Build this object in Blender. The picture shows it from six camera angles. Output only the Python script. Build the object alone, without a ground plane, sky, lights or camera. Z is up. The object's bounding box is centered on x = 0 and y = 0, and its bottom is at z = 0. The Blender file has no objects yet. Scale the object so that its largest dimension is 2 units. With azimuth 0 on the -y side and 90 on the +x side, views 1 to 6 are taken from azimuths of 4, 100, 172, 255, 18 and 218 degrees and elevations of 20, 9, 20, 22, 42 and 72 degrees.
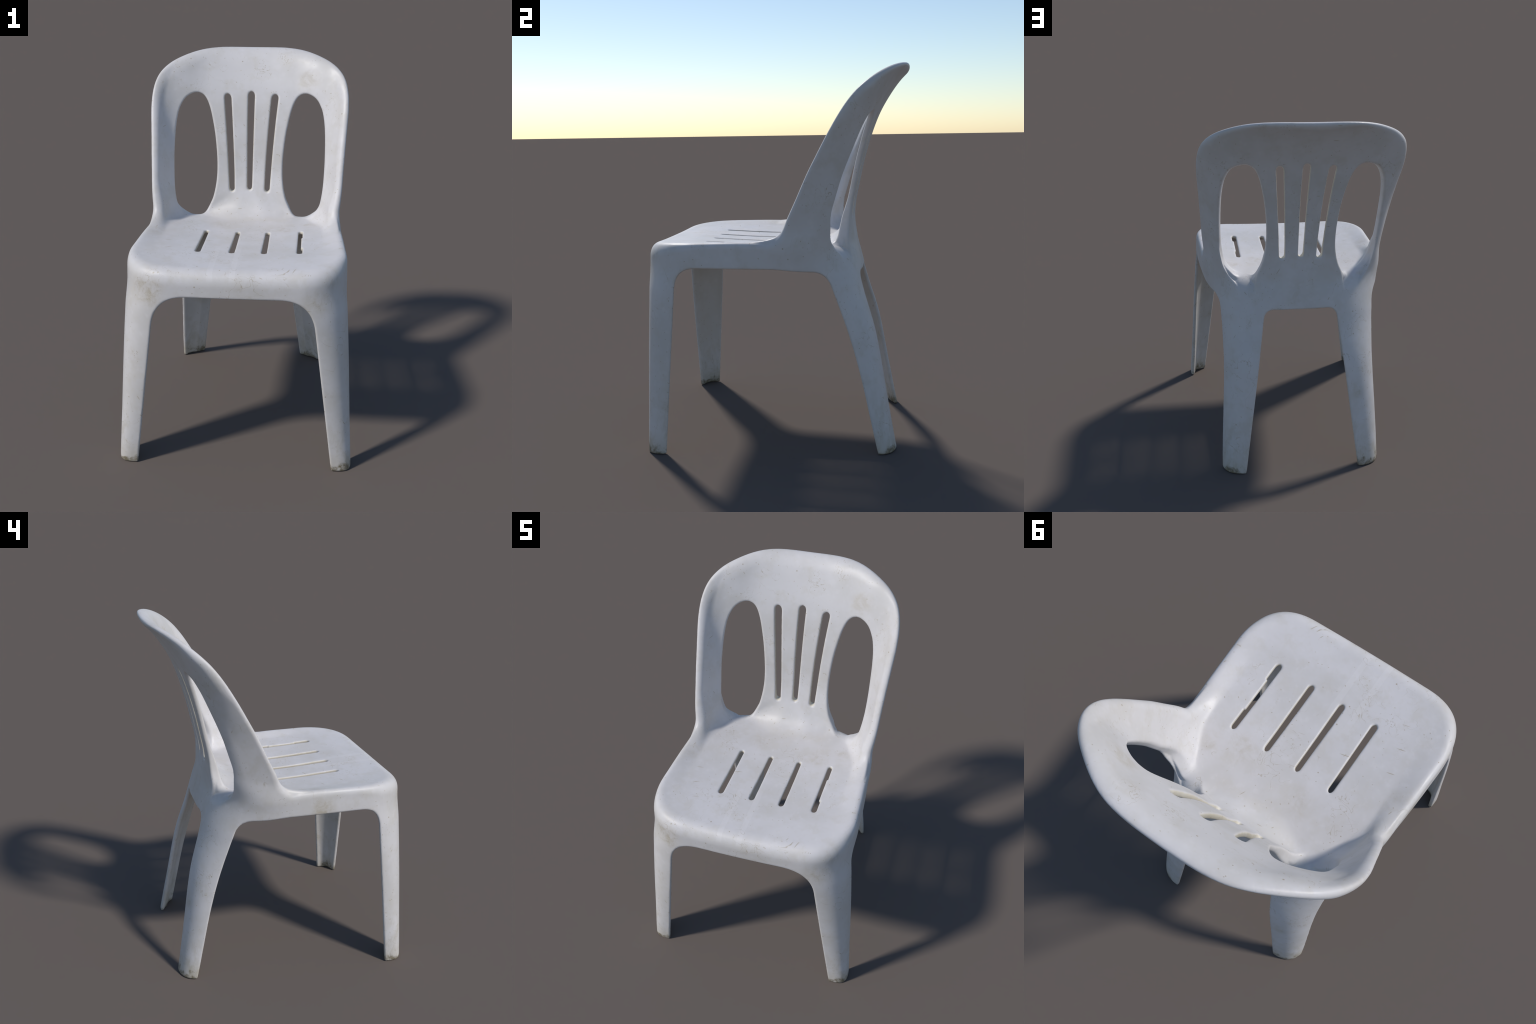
"""White moulded-plastic stacking chair, built as one smooth shell and split into named parts.

The chair is described by
  * plan sections of its outer skin at a set of heights (rounded polygons),
  * a slightly dished seat surface,
  * side / front / rear arches that leave the legs standing,
  * the rim line of the backrest, two big oval openings, three back slots, four seat slots.
These are combined as distance functions, meshed with surface nets and split by region.
"""
import bpy, math
import numpy as np

H = 0.0042           # cell size of the mesher
T = 0.021            # wall thickness of the plastic
rng = np.random.default_rng(7)

# ------------------------------------------------------------------ helpers
def pchip(xs, ys, x):
    xs = np.asarray(xs, float); ys = np.asarray(ys, float); x = np.asarray(x, float)
    h = np.diff(xs); d = np.diff(ys) / h
    m = np.zeros_like(ys)
    w1 = 2 * h[1:] + h[:-1]; w2 = h[1:] + 2 * h[:-1]
    ok = d[1:] * d[:-1] > 0
    with np.errstate(divide='ignore', invalid='ignore'):
        m[1:-1] = np.where(ok, (w1 + w2) / (w1 / d[:-1] + w2 / d[1:]), 0)
    m[0], m[-1] = d[0], d[-1]
    x = np.clip(x, xs[0], xs[-1])
    i = np.clip(np.searchsorted(xs, x) - 1, 0, len(h) - 1)
    t = (x - xs[i]) / h[i]
    return ((1 + 2 * t) * (1 - t) ** 2 * ys[i] + t * (1 - t) ** 2 * h[i] * m[i]
            + t * t * (3 - 2 * t) * ys[i + 1] + t * t * (t - 1) * h[i] * m[i + 1])

def smax(a, b, k):
    h = np.clip(k - np.abs(a - b), 0, None) / k
    return np.maximum(a, b) + h * h * k * 0.25

def smin(a, b, k):
    k = np.maximum(k, 1e-6)
    h = np.clip(k - np.abs(a - b), 0, None) / k
    return np.minimum(a, b) - h * h * k * 0.25

def sstep(a, b, x):
    t = np.clip((x - a) / (b - a), 0, 1)
    return t * t * (3 - 2 * t)

def seg_dist(px, py, q):
    """unsigned distance and signed side from points to polyline q, plus the nearest segment"""
    best = np.full(px.shape, 1e9); side = np.zeros(px.shape); idx = np.zeros(px.shape, int); tt = np.zeros(px.shape)
    for i in range(len(q) - 1):
        ax, ay = q[i]; bx, by = q[i + 1]
        ex, ey = bx - ax, by - ay
        L = ex * ex + ey * ey + 1e-12
        t = np.clip(((px - ax) * ex + (py - ay) * ey) / L, 0, 1)
        dx = px - ax - t * ex; dy = py - ay - t * ey
        d = dx * dx + dy * dy
        m = d < best
        best = np.where(m, d, best)
        side = np.where(m, ex * dy - ey * dx, side)
        idx = np.where(m, i, idx); tt = np.where(m, t, tt)
    return np.sqrt(best), np.sign(side), idx, tt

def spline(pts, n=10, closed=False):
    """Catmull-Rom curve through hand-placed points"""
    p = np.asarray(pts, float)
    p = np.vstack([p[-1], p, p[:2]]) if closed else np.vstack([2 * p[0] - p[1], p, 2 * p[-1] - p[-2]])
    out = []
    for i in range(1, len(p) - 2):
        for t in np.arange(n) / n:
            a, b, c, d = p[i - 1], p[i], p[i + 1], p[i + 2]
            out.append(0.5 * (2 * b + (c - a) * t + (2 * a - 5 * b + 4 * c - d) * t * t + (3 * b - a - 3 * c + d) * t ** 3))
    out.append(p[-2])
    return np.array(out)

class Map2D:
    """signed distance of a 2D outline sampled on a fine grid (negative inside / on the left)"""
    def __init__(self, poly, lo, hi, closed, step=0.004):
        self.lo = np.array(lo); self.step = step
        n = ((np.array(hi) - self.lo) / step).astype(int) + 1
        gx, gy = np.meshgrid(self.lo[0] + np.arange(n[0]) * step, self.lo[1] + np.arange(n[1]) * step, indexing='ij')
        d, s, _, _ = seg_dist(gx, gy, poly)
        if closed:
            ins = np.zeros(gx.shape, bool)
            for (ax, ay), (bx, by) in zip(poly[:-1], poly[1:]):
                c = (ay > gy) != (by > gy)
                with np.errstate(divide='ignore', invalid='ignore'):
                    ins ^= c & (gx < (bx - ax) * (gy - ay) / (by - ay) + ax)
            d = np.where(ins, -d, d)
        else:
            d = d * s
        self.d = d
    def __call__(self, a, b):
        n = self.d.shape
        u = np.clip((a - self.lo[0]) / self.step, 0, n[0] - 1.001); v = np.clip((b - self.lo[1]) / self.step, 0, n[1] - 1.001)
        i = u.astype(int); j = v.astype(int); u = u - i; v = v - j
        d = self.d
        return (d[i, j] * (1 - u) + d[i + 1, j] * u) * (1 - v) + (d[i, j + 1] * (1 - u) + d[i + 1, j + 1] * u) * v

# ------------------------------------------------------------------ plan sections of the outer skin
# height: front centre, front corner, side bend, wing bend, rear corner, splat bend, rear centre  (x, y) of the right half
# followed by the rounding length at the five inner vertices
SECTIONS = {
    -0.05: ((0, -.664), (.617, -.653), (.560, -.10), (.465, .30), (.457, .652), (.12, .656), (0, .656), (.070, .12, .08, .12, .05)),
    0.00: ((0, -.665), (.615, -.654), (.560, -.10), (.465, .30), (.456, .641), (.12, .645), (0, .645), (.075, .12, .08, .12, .05)),
    0.30: ((0, -.674), (.600, -.660), (.555, -.10), (.465, .27), (.448, .582), (.12, .588), (0, .588), (.125, .12, .08, .16, .05)),
    0.60: ((0, -.680), (.586, -.666), (.548, -.10), (.467, .24), (.425, .527), (.11, .529), (0, .527), (.180, .12, .08, .20, .05)),
    0.85: ((0, -.685), (.574, -.669), (.540, -.10), (.485, .18), (.417, .431), (.10, .466), (0, .464), (.238, .15, .10, .23, .05)),
    1.00: ((0, -.686), (.566, -.667), (.540, -.12), (.512, .15), (.386, .387), (.10, .427), (0, .428), (.300, .15, .12, .23, .05)),
    1.08: ((0, -.685), (.564, -.663), (.538, -.15), (.528, .13), (.414, .345), (.10, .407), (0, .411), (.295, .15, .12, .21, .07)),
    1.20: ((0, -.686), (.585, -.660), (.562, -.03), (.503, .19), (.444, .335), (.18, .388), (0, .397), (.120, .10, .06, .12, .12)),
    1.40: ((0, -.686), (.600, -.660), (.580, .08), (.516, .25), (.452, .380), (.18, .418), (0, .427), (.120, .08, .06, .12, .12)),
    1.60: ((0, -.686), (.620, -.660), (.610, .14), (.531, .347), (.445, .442), (.18, .466), (0, .475), (.120, .08, .06, .10, .12)),
    1.75: ((0, -.686), (.640, -.660), (.630, .20), (.546, .427), (.430, .490), (.18, .520), (0, .528), (.120, .08, .07, .10, .12)),
    1.85: ((0, -.686), (.640, -.660), (.640, .28), (.537, .485), (.410, .540), (.18, .575), (0, .583), (.120, .08, .09, .11, .12)),
    1.93: ((0, -.686), (.640, -.660), (.640, .38), (.500, .537), (.370, .593), (.16, .633), (0, .640), (.120, .08, .09, .11, .12)),
    2.02: ((0, -.686), (.640, -.660), (.635, .44), (.470, .595), (.345, .664), (.15, .724), (0, .735), (.120, .08, .09, .11, .12)),
}
_lev = np.array(sorted(SECTIONS))
_tab = np.array([[c for p in SECTIONS[z][:7] for c in p] + list(SECTIONS[z][7]) for z in _lev])

def section(z):
    v = np.array([pchip(_lev, _tab[:, j], z) for j in range(_tab.shape[1])])
    P = v[:14].reshape(7, 2); cut = list(v[14:])
    flip = np.array([-1, 1])
    P = np.vstack([P[1] * flip, P, P[5] * flip])                 # mirror neighbours keep the centre line smooth
    cut = [.35] + [.35] + cut + [.12] + [.12]
    cut[0], cut[-1] = cut[2], cut[-3]
    L = np.linalg.norm(np.diff(P, axis=0), axis=1)
    fit = [min(1, .98 * L[i] / (cut[i] + cut[i + 1])) for i in range(8)]   # neighbouring roundings share an edge
    pts = []
    for i in range(1, 8):
        a, b, c = P[i - 1], P[i], P[i + 1]
        s = b + (a - b) / L[i - 1] * cut[i] * fit[i - 1]
        e = b + (c - b) / L[i] * cut[i] * fit[i]
        for t in np.linspace(0, 1, 26 if i in (2, 5) else 12):
            pts.append((1 - t) ** 2 * s + 2 * t * (1 - t) * b + t * t * e)
    return np.array(pts)

def skin_distance(x, y, z):
    """distance to the outer skin at one height (negative inside), corrected for the lean of the wall"""
    q = section(z)
    d, s, idx, t = seg_dist(x, y, q)
    dz = 0.01
    v = (section(z + dz) - section(z - dz)) / (2 * dz)
    e = np.diff(q, axis=0); n = np.stack([e[:, 1], -e[:, 0]], 1) / (np.linalg.norm(e, axis=1)[:, None] + 1e-9)
    lean = ((v[:-1] + v[1:]) / 2 * n).sum(1)
    lean = np.interp(idx + t, np.arange(len(lean)) + .5, lean)
    return -s * d / np.sqrt(1 + lean * lean)

# ------------------------------------------------------------------ seat, arches, rim and openings
def seat_height(ax, y):
    return 1.070 + (0.030 * (ax / .5) ** 2.2 + (.002 + .010 * sstep(-.45, -.1, y)) * sstep(.42, .52, ax)) * sstep(.35, .0, y) \
        + 0.0165 * sstep(-.05, -.55, y) * np.clip(1 - .7 * (ax / .5) ** 2, 0, 1) + (.003 + .012 * sstep(.28, .40, ax)) * sstep(.15, .30, y) * sstep(.2, .28, ax) - .003 * sstep(-.1, .15, y) * sstep(.3, .1, ax)

def front_arch(ax, z):
    return smax(z - .957, ax - (.505 - .133 * z), .16)

def side_arch(y, z):
    front = pchip([0, .35, .7, 1.0], [-.547, -.525, -.502, -.484], z)
    rear = pchip([-.05, 0, .2, .4, .6, .8, .9, 1.0], [.561, .549, .504, .458, .402, .333, .296, .258], z)
    top = pchip([-.6, -.3, 0, .15, .35], [.980, .979, .976, .962, .950], y)
    return smax(smax(z - top, front - y, .11), y - rear, .07)

def rear_arch(ax, z):
    return smax(z - .918, ax - (.324 - .135 * z), .055)

RIM = [(-.9, .95), (-.5, .95), (-.3, .96), (-.16, 1.02), (-.08, 1.075), (-.025, 1.103), (.016, 1.121), (.045, 1.140), (.072, 1.175), (.099, 1.236), (.139, 1.32),
       (.195, 1.445), (.246, 1.545), (.299, 1.645), (.356, 1.742), (.404, 1.812), (.455, 1.873), (.512, 1.924), (.565, 1.961),
       (.610, 1.988), (.645, 2.004), (.668, 2.004), (.681, 1.988), (.685, 1.958), (.70, 1.90), (.76, 1.75)]
OVAL = [(.322, 1.758), (.275, 1.740), (.243, 1.682), (.219, 1.588), (.204, 1.50), (.194, 1.395), (.193, 1.30), (.200, 1.23),
        (.215, 1.165), (.240, 1.105), (.252, 1.04), (.268, 1.00), (.290, .985), (.318, 1.00), (.348, 1.050), (.378, 1.093), (.400, 1.136), (.414, 1.19), (.425, 1.27), (.430, 1.38), (.430, 1.47),
        (.427, 1.56), (.419, 1.63), (.404, 1.685), (.372, 1.735)]
OUTLINE = [(-.2, 1.999), (0, 2.001), (.13, 1.999), (.27, 1.988), (.37, 1.966), (.455, 1.930), (.511, 1.886), (.547, 1.830),
           (.563, 1.765), (.569, 1.70), (.60, 1.50)]                      # upper edge of the back seen from the front
rim_map = Map2D(spline(RIM, 8), (-.9, .9), (.9, 2.15), False)
outline_map = Map2D(spline(OUTLINE, 8), (-.2, .95), (.70, 2.15), False)
oval_map = Map2D(spline(OVAL, 8, True), (-.05, .95), (.70, 2.1), True)

def back_slot(ax, x, z):
    t = np.clip((z - 1.205) / .545, 0, 1)
    hw = .0150 + .0050 * t
    cx = .103 + .020 * t + .017 * t * t
    side = np.abs(ax - cx) - hw
    d1 = smax(smax(side, z - 1.752, .030), 1.200 - z, .022)
    t0 = np.clip((z - 1.205) / .56, 0, 1)
    d0 = smax(smax(ax - (.0140 + .0055 * t0), z - 1.765, .030), 1.207 - z, .022)
    return np.minimum(d0, d1)

SEAT_SLOTS = (-.208, -.034, .131, .311)
def seat_slot(x, y):
    out = np.full(x.shape, 1.0)
    hw = .0112 + .0022 * sstep(.0, -.37, y)
    for cx in SEAT_SLOTS:
        d = smax(smax(np.abs(x - cx) - hw, y - .004, .022), -.375 - y, .022)
        if cx == SEAT_SLOTS[-1]:                      # the outer slot is half closed by a broken-in tongue
            tongue = np.maximum(np.maximum(cx + .0055 - x, y + .105), -.280 - y)
            d = np.maximum(d, -tongue)
        out = np.minimum(out, d)
    return out

def chair(x, y, z, D):
    """distance to the plastic; D is the skin distance at the same points"""
    ax = np.abs(x)
    zs = seat_height(ax, y)
    rise = .040 + .036 * sstep(-.35, -.60, y) + .045 * sstep(.10, .25, y)      # rounding of the seat edge
    bowl = smax(D, z - zs, rise)
    cut = np.minimum(np.minimum(np.where(y < -.35, front_arch(ax, z), 1), np.where(ax > .30, side_arch(y, z), 1)),
                     np.where(y > .25, rear_arch(ax, z), 1))
    web = T + np.where(y > 0, .025, .016) * sstep(0, .065, cut) * sstep(.93, .80, z)   # leg channels are filled in their corner
    shell = np.abs(bowl + web / 2) - web / 2
    shell = smax(shell, -seat_slot(x, y), .008)
    r = smax(rim_map(y, z), outline_map(ax, z), .02) - .0065
    tb = T + .006 + .012 * sstep(.25, .42, ax) + .030 * sstep(1.33, 1.10, z)
    thick = tb + .013 * sstep(1.55, 1.95, z) * sstep(-.14, -.01, r)             # the rim swells towards the top
    back = np.abs(D + thick / 2) - thick / 2
    back = smax(back, r, .012 + .7 * (thick - T))
    back = np.maximum(back, (zs - .10) - z)
    back = np.maximum(back, -.25 - y)
    ov = oval_map(ax, np.maximum(z, 1.10))
    lean = .45 * np.clip(thick + D, 0, .04) * sstep(.32, .40, ax)               # the opening is cut square to the wing
    back = smax(back, -oval_map(ax - lean, z), .014)
    back = smax(back, -back_slot(ax, x, z), .010)
    k = (.045 + .035 * sstep(.33, .42, ax) * sstep(.05, .2, y) + .135 * sstep(-.02, .26, y) * sstep(-.04, .17, ov)) * sstep(.004, .026, -D) * sstep(-.03, 0, z - zs)
    f = smin(shell, back, k)                                                   # scoop between seat and back
    f = smax(f, -cut, .010)
    return smax(f, -z, .006)

# ------------------------------------------------------------------ sampling (coarse pass, then only near the surface)
LO = np.array([-.66, -.73, -.02]); N = (np.array([1.32, 1.46, 2.06]) / H).astype(int) // 4 * 4 + 1
gx = LO[0] + H * np.arange(N[0]); gy = LO[1] + H * np.arange(N[1]); gz = LO[2] + H * np.arange(N[2])

def sample(ix, iy, z):
    x = gx[ix]; y = gy[iy]
    return chair(x, y, np.full(x.shape, z), skin_distance(np.abs(x), y, z))

cn = (N - 1) // 4 + 1
ci, cj = [a.ravel() for a in np.meshgrid(np.arange(cn[0]) * 4, np.arange(cn[1]) * 4, indexing='ij')]
near = np.zeros(tuple(cn), bool)
for k in range(cn[2]):
    near[:, :, k] = (np.abs(sample(ci, cj, gz[k * 4])) < .036).reshape(cn[0], cn[1])
grow = near.copy()
for a in range(3):
    g = grow.copy()
    sl = [slice(None)] * 3; s2 = [slice(None)] * 3
    sl[a] = slice(1, None); s2[a] = slice(None, -1)
    g[tuple(s2)] |= grow[tuple(sl)]; g[tuple(sl)] |= grow[tuple(s2)]
    grow = g
F = np.full(tuple(N), 1.0, np.float32)
ii = np.minimum((np.arange(N[0]) + 2) // 4, cn[0] - 1); jj = np.minimum((np.arange(N[1]) + 2) // 4, cn[1] - 1)
for k in range(N[2]):
    m = grow[:, :, min((k + 2) // 4, cn[2] - 1)][ii][:, jj]
    a, b = np.nonzero(m)
    if len(a):
        F[a, b, k] = sample(a, b, gz[k])

# ------------------------------------------------------------------ surface nets
def surface_nets(F):
    n = F.shape
    neg = F < 0
    c = [neg[i:n[0] - 1 + i, j:n[1] - 1 + j, k:n[2] - 1 + k] for i in (0, 1) for j in (0, 1) for k in (0, 1)]
    any_, all_ = c[0].copy(), c[0].copy()
    for q in c[1:]:
        any_ |= q; all_ &= q
    cells = np.argwhere(any_ & ~all_)
    vid = np.full(any_.shape, -1, np.int64); vid[tuple(cells.T)] = np.arange(len(cells))
    acc = np.zeros((len(cells), 3)); cnt = np.zeros(len(cells))
    offs = [(i, j, k) for i in (0, 1) for j in (0, 1) for k in (0, 1)]
    val = {o: F[cells[:, 0] + o[0], cells[:, 1] + o[1], cells[:, 2] + o[2]].astype(float) for o in offs}
    for o in offs:
        for a in range(3):
            if o[a] == 0:
                p = list(o); p[a] = 1; p = tuple(p)
                va, vb = val[o], val[p]
                m = (va < 0) != (vb < 0)
                t = np.where(m, va / np.where(m, va - vb, 1), 0)
                pos = np.array(o, float)[None, :].repeat(len(cells), 0); pos[:, a] += t
                acc[m] += pos[m]; cnt[m] += 1
    verts = LO + H * (cells + acc / cnt[:, None])
    faces = []
    for a in range(3):
        b, d = (a + 1) % 3, (a + 2) % 3
        sl0 = [slice(1, -1)] * 3; sl1 = [slice(1, -1)] * 3
        sl0[a] = slice(0, -1); sl1[a] = slice(1, None)
        s0, s1 = neg[tuple(sl0)], neg[tuple(sl1)]
        e = np.argwhere(s0 != s1)
        flip = s1[tuple(e.T)]
        base = e + 1; base[:, a] = e[:, a]
        def v(db, dd):
            p = base.copy(); p[:, b] -= db; p[:, d] -= dd
            return vid[tuple(p.T)]
        q = np.stack([v(1, 1), v(0, 1), v(0, 0), v(1, 0)], 1)
        q[flip] = q[flip][:, ::-1]
        faces.append(q)
    return verts, np.vstack(faces)

verts, faces = surface_nets(F)
del F

def relax(verts, faces, lam):
    n = len(verts); acc = np.zeros((n, 3)); cnt = np.zeros(n)
    for a in range(4):
        i, j = faces[:, a], faces[:, (a + 1) % 4]
        for c in range(3):
            acc[:, c] += np.bincount(i, verts[j, c], n) + np.bincount(j, verts[i, c], n)
        cnt += np.bincount(i, minlength=n) + np.bincount(j, minlength=n)
    return verts + lam * (acc / cnt[:, None] - verts)
for _ in range(3):
    verts = relax(verts, faces, .5)
    verts = relax(verts, faces, -.52)
verts[:, 2] -= verts[:, 2].min()

# ------------------------------------------------------------------ material
class Graph:
    """small helper to write node graphs as expressions"""
    def __init__(self, name):
        self.mat = bpy.data.materials.new(name); self.mat.use_nodes = True
        self.nt = self.mat.node_tree; self.bsdf = self.nt.nodes["Principled BSDF"]
        self.co = self.nt.nodes.new("ShaderNodeTexCoord").outputs["Object"]
        sep = self.nt.nodes.new("ShaderNodeSeparateXYZ"); self.nt.links.new(self.co, sep.inputs[0])
        self.x, self.y, self.z = sep.outputs
    def put(self, sock, v):
        if isinstance(v, (int, float)): sock.default_value = v
        elif isinstance(v, tuple): sock.default_value = v + (1,) if sock.type == 'RGBA' and len(v) == 3 else v
        else: self.nt.links.new(v, sock)
    def math(self, op, a, b=0.0, clamp=False):
        n = self.nt.nodes.new("ShaderNodeMath"); n.operation = op; n.use_clamp = clamp
        self.put(n.inputs[0], a); self.put(n.inputs[1], b); return n.outputs[0]
    def ramp(self, v, lo, hi, to0=0.0, to1=1.0):
        n = self.nt.nodes.new("ShaderNodeMapRange"); n.interpolation_type = 'SMOOTHSTEP'
        for i, q in enumerate((v, lo, hi, to0, to1)): self.put(n.inputs[i], q)
        return n.outputs[0]
    def noise(self, scale, detail=4.0, rough=.55, dist=0.0, off=(0, 0, 0), stretch=(1, 1, 1), rot=(0, 0, 0)):
        n = self.nt.nodes.new("ShaderNodeTexNoise"); self.put(n.inputs["Vector"], self.moved(off, stretch, rot))
        n.inputs["Scale"].default_value = scale; n.inputs["Detail"].default_value = detail
        n.inputs["Roughness"].default_value = rough; n.inputs["Distortion"].default_value = dist
        return n.outputs["Fac"]
    def moved(self, off, stretch, rot):
        m = self.nt.nodes.new("ShaderNodeMapping"); self.put(m.inputs[0], self.co)
        m.inputs["Location"].default_value = off; m.inputs["Scale"].default_value = stretch; m.inputs["Rotation"].default_value = rot
        return m.outputs[0]
    def cells(self, scale, stretch=(1, 1, 1), rot=(0, 0, 0), off=(0, 0, 0)):
        v = self.nt.nodes.new("ShaderNodeTexVoronoi")
        # rotate first, then stretch, so that the marks run along the turned x axis
        r = self.nt.nodes.new("ShaderNodeVectorRotate"); r.rotation_type = 'EULER_XYZ'
        self.put(r.inputs["Vector"], self.co); r.inputs["Rotation"].default_value = rot
        m = self.nt.nodes.new("ShaderNodeMapping"); self.put(m.inputs[0], r.outputs[0])
        m.inputs["Location"].default_value = off; m.inputs["Scale"].default_value = stretch
        self.put(v.inputs["Vector"], m.outputs[0]); v.inputs["Scale"].default_value = scale
        sep = self.nt.nodes.new("ShaderNodeSeparateColor"); self.put(sep.inputs[0], v.outputs["Color"])
        return v.outputs["Distance"], sep.outputs[0]
    def mix(self, fac, a, b):
        n = self.nt.nodes.new("ShaderNodeMix"); n.data_type = 'RGBA'
        self.put(n.inputs["Factor"], fac); self.put(n.inputs[6], a); self.put(n.inputs[7], b); return n.outputs[2]
    def near(self, centre, radius):
        n = self.nt.nodes.new("ShaderNodeVectorMath"); n.operation = 'DISTANCE'
        self.put(n.inputs[0], self.co); n.inputs[1].default_value = centre
        return self.ramp(n.outputs["Value"], radius, radius * .15)

STAINS = [((-.41, -.65, .985), .12, .75), ((.40, -.65, .95), .10, .50), ((.07, -.685, .985), .10, .40), ((.46, -.60, 1.05), .08, .50),
          ((-.545, -.16, 1.0), .10, .80), ((.215, .05, 1.075), .11, .45), ((-.13, .11, 1.07), .10, .35), ((.35, .10, 1.08), .07, .40),
          ((-.47, -.11, 1.085), .09, .35), ((.07, -.41, 1.08), .07, .30), ((.33, .50, 1.83), .09, .45), ((.47, -.62, .45), .08, .45),
          ((-.49, -.64, .62), .07, .40), ((.42, .50, .60), .09, .35), ((0, .43, 1.0), .12, .35), ((-.30, .52, .45), .10, .40),
          ((.57, -.50, .25), .12, .40), ((.45, .3, 1.02), .10, .35)]

def plastic_material(name, clean, dull, grime=1.0):
    g = Graph(name)
    col = g.mix(g.ramp(g.noise(3.2, 5, .6), .38, .68), clean, dull)
    col = g.mix(g.math('MULTIPLY', g.ramp(g.noise(11, 6, .65, off=(3, 1, 7)), .46, .70), .55), col, tuple(c * k for c, k in zip(dull, (.97, .95, .90))))
    col = g.mix(g.math('MULTIPLY', g.ramp(g.noise(26, 5, .6, off=(5, 9, 2)), .52, .72), .30), col, tuple(c * 1.08 for c in clean))
    # faint paler bands left in front of the slots
    band = 0.0
    for cx in (-.110, -.002):
        m = g.ramp(g.math('ABSOLUTE', g.math('SUBTRACT', g.x, cx)), .0155, .0125)
        band = m if band == 0.0 else g.math('ADD', band, m)
    band = g.math('MULTIPLY', g.math('MULTIPLY', band, g.ramp(g.y, -.20, -.40)), g.ramp(g.z, 1.03, 1.06))
    col = g.mix(g.math('MULTIPLY', band, .22), col, tuple(c * 1.16 for c in clean))
    # soft tan stains where hands, rain and dust left them
    blot = g.ramp(g.noise(17, 7, .7, .6, off=(1, 4, 2)), .42, .66)
    stain = 0.0
    for c, r, k in STAINS:
        m = g.math('MULTIPLY', g.near(c, r), k)
        stain = m if stain == 0.0 else g.math('MAXIMUM', stain, m)
    stain = g.math('MULTIPLY', stain, g.math('ADD', g.math('MULTIPLY', blot, .8), .2))
    col = g.mix(g.math('MULTIPLY', stain, .80 * grime), col, (.37, .31, .215))
    # hair-thin brown squiggles
    def squiggle(scale, off, width, lo):
        n = g.math('ABSOLUTE', g.math('SUBTRACT', g.noise(scale, 3, .55, .8, off=off), .5))
        return g.math('MULTIPLY', g.ramp(n, width, width * .25), g.ramp(g.noise(4.5, 4, .6, off=(off[1], off[2], off[0])), lo, lo + .10))
    sq = g.math('MAXIMUM', squiggle(7, (2, 8, 5), .0046, .525), squiggle(13, (7, 3, 1), .0066, .565))
    sq = g.math('MAXIMUM', sq, g.math('MULTIPLY', squiggle(24, (4, 6, 9), .012, .45), g.ramp(stain, .10, .35)))
    col = g.mix(g.math('MULTIPLY', sq, .48 * grime), col, (.31, .24, .14))
    # short scratches in several directions, and dark specks
    scr = 0.0
    for rot, off, lo in (((.3, .5, .9), (0, 0, 0), .88), ((1.2, -.4, 2.2), (3, 5, 1), .88), ((.7, 1.1, -.6), (9, 2, 4), .90), ((2.1, .2, .1), (5, 5, 5), .90)):
        d, r = g.cells(1.0, (4.6, 58, 58), rot, off)
        m = g.math('MULTIPLY', g.ramp(d, .16, .08), g.ramp(r, lo, lo + .02))
        scr = m if scr == 0.0 else g.math('MAXIMUM', scr, m)
    col = g.mix(g.math('MULTIPLY', scr, .55 * grime), col, (.31, .24, .135))
    d, r = g.cells(38)
    speck = g.math('MULTIPLY', g.ramp(d, .13, .06), g.ramp(r, .90, .93))
    d2, r2 = g.cells(17, off=(3, 3, 3))
    speck = g.math('MAXIMUM', speck, g.math('MULTIPLY', g.ramp(d2, .085, .045), g.ramp(r2, .80, .84)))
    col = g.mix(g.math('MULTIPLY', speck, .60 * grime), col, (.27, .20, .11))
    # dust on the lower legs and dark grime caked on the feet
    low = g.math('MULTIPLY', g.ramp(g.z, .42, .0), g.ramp(g.noise(14, 7, .68, .4, stretch=(1, 1, .45)), .44, .66))
    col = g.mix(g.math('MULTIPLY', low, .50), col, (.36, .31, .215))
    col = g.mix(g.ramp(g.z, .16, .0, 0, .35), col, (.44, .385, .28))
    edge = g.math('SUBTRACT', g.math('ADD', g.z, g.math('MULTIPLY', g.math('SUBTRACT', g.noise(12, 6, .65, .5), .5), .24)), 0.0)
    col = g.mix(g.math('MULTIPLY', g.ramp(edge, .045, .0), g.ramp(g.noise(55, 4, .7), .32, .58, .40, .92)), col, (.155, .125, .072))
    g.put(g.bsdf.inputs["Base Color"], col)
    g.put(g.bsdf.inputs["Roughness"], g.math('ADD', g.ramp(g.noise(9, 5, .6, off=(2, 2, 6)), .35, .7, .42, .55), g.math('MULTIPLY', stain, .2)))
    g.bsdf.inputs["IOR"].default_value = 1.46
    bump = g.nt.nodes.new("ShaderNodeBump"); bump.inputs["Strength"].default_value = .06; bump.inputs["Distance"].default_value = .004
    g.put(bump.inputs["Height"], g.noise(60, 5, .6)); g.put(g.bsdf.inputs["Normal"], bump.outputs[0])
    return g.mat
MAT = plastic_material("worn_white_plastic", (.606, .580, .578), (.552, .526, .510))
MAT_SLOT = plastic_material("yellowed_slot_wall", (.63, .59, .515), (.55, .50, .41))

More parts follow.
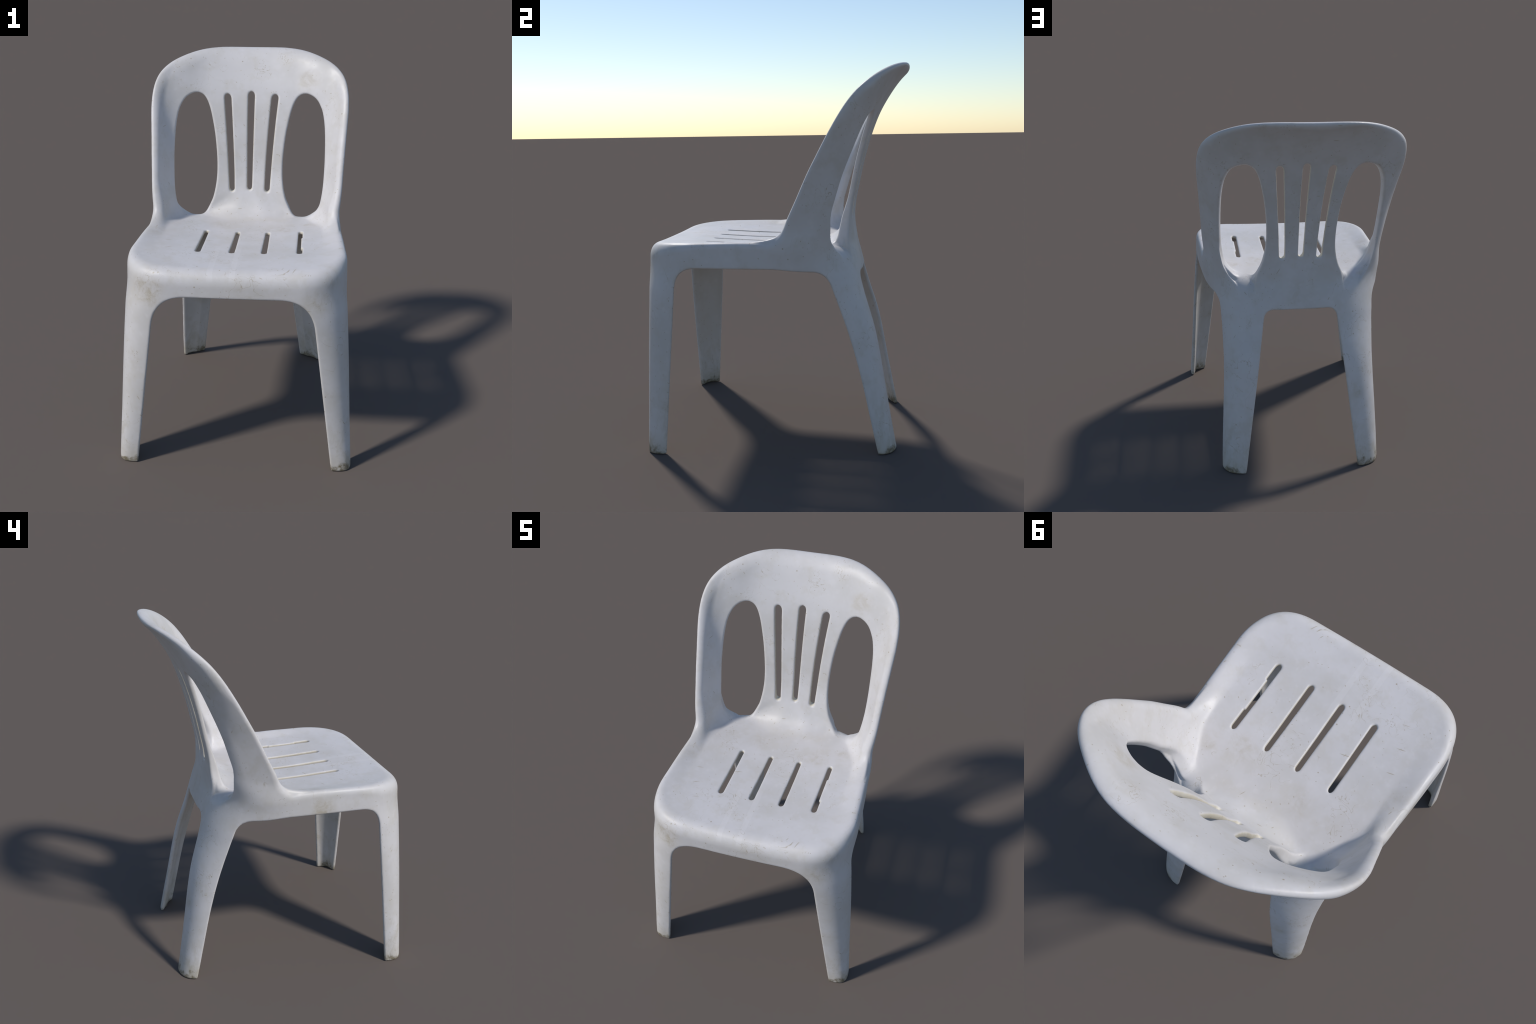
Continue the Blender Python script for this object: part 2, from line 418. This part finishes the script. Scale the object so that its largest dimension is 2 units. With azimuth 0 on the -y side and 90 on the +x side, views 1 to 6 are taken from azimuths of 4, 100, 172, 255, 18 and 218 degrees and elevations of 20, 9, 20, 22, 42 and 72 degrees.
# ------------------------------------------------------------------ parts
cen = verts[faces].mean(1)
fx, fy, fz = cen.T; fax = np.abs(fx)
part = np.full(len(faces), 'apron', dtype=object)
leg = (fz < .88) & (fax > .15)
part[leg & (fy < 0) & (fx < 0)] = 'leg'
part[leg & (fy < 0) & (fx >= 0)] = 'leg.001'
part[leg & (fy >= 0) & (fx < 0)] = 'leg.002'
part[leg & (fy >= 0) & (fx >= 0)] = 'leg.003'
top = fz > seat_height(fax, fy) - T - .012
part[top] = 'seat'
backrest = (fz > 1.12) | ((fz > 1.085) & (fy > .33) & (fax < .24))
part[backrest] = 'backrest'
tt = np.clip((fz - 1.205) / .545, 0, 1)
slot_x = .103 + .020 * tt + .017 * tt * tt
edge_x = np.interp(fz, [1.2, 1.3, 1.395, 1.5, 1.588, 1.682, 1.745], [.206, .2, .2, .21, .226, .25, .30])
sl = (fz > 1.207) & (fz < 1.745) & (fax < edge_x) & (fy > .3)
part[sl & (fx < -slot_x)] = 'slat'
part[sl & (fx >= -slot_x) & (fx < 0)] = 'slat.001'
part[sl & (fx >= 0) & (fx < slot_x)] = 'slat.002'
part[sl & (fx >= slot_x)] = 'slat.003'

whole = bpy.data.meshes.new("whole")
def fill(me, v, f):
    me.vertices.add(len(v)); me.vertices.foreach_set("co", v.astype(np.float32).ravel())
    me.loops.add(f.size); me.loops.foreach_set("vertex_index", f.astype(np.int32).ravel())
    me.polygons.add(len(f)); me.polygons.foreach_set("loop_start", np.arange(0, f.size, 4, dtype=np.int32))
    me.update(calc_edges=True); me.validate()
    me.polygons.foreach_set("use_smooth", np.ones(len(f), bool))
fill(whole, verts, faces)
nrm = np.zeros(len(verts) * 3, np.float32); whole.vertex_normals.foreach_get("vector", nrm); nrm = nrm.reshape(-1, 3)

thing = bpy.data.objects.new("plastic_chair", None)
bpy.context.collection.objects.link(thing)
thing["label"] = "white moulded plastic chair with slotted back and seat"
thing["category"] = "chair"
fn = np.cross(verts[faces[:, 2]] - verts[faces[:, 0]], verts[faces[:, 3]] - verts[faces[:, 1]])
fn /= np.linalg.norm(fn, axis=1)[:, None] + 1e-12
slot_wall = (fz > .95) & (seat_slot(fx, fy) < .006) & (np.abs(fn[:, 2]) < .6)
slot_wall |= (fz > 1.15) & (back_slot(fax, fx, fz) < .006) & (np.abs(fn[:, 1]) < .55)
objs = {}
for name in ['seat', 'apron', 'backrest', 'leg', 'leg.001', 'leg.002', 'leg.003', 'slat', 'slat.001', 'slat.002', 'slat.003']:
    f = faces[part == name]
    ids, inv = np.unique(f, return_inverse=True)
    me = bpy.data.meshes.new(name.split('.')[0])
    fill(me, verts[ids], inv.reshape(-1, 4))
    me.normals_split_custom_set_from_vertices(nrm[ids].tolist())
    me.materials.append(MAT); me.materials.append(MAT_SLOT)
    me.polygons.foreach_set('material_index', slot_wall[part == name].astype(np.int32))
    ob = bpy.data.objects.new(name.split('.')[0], me)
    bpy.context.collection.objects.link(ob)
    ob.parent = objs['backrest'] if name.startswith('slat') else thing
    objs[name] = ob
bpy.data.meshes.remove(whole)
print("verts", len(verts), "faces", len(faces), "bounds", verts.min(0), verts.max(0))
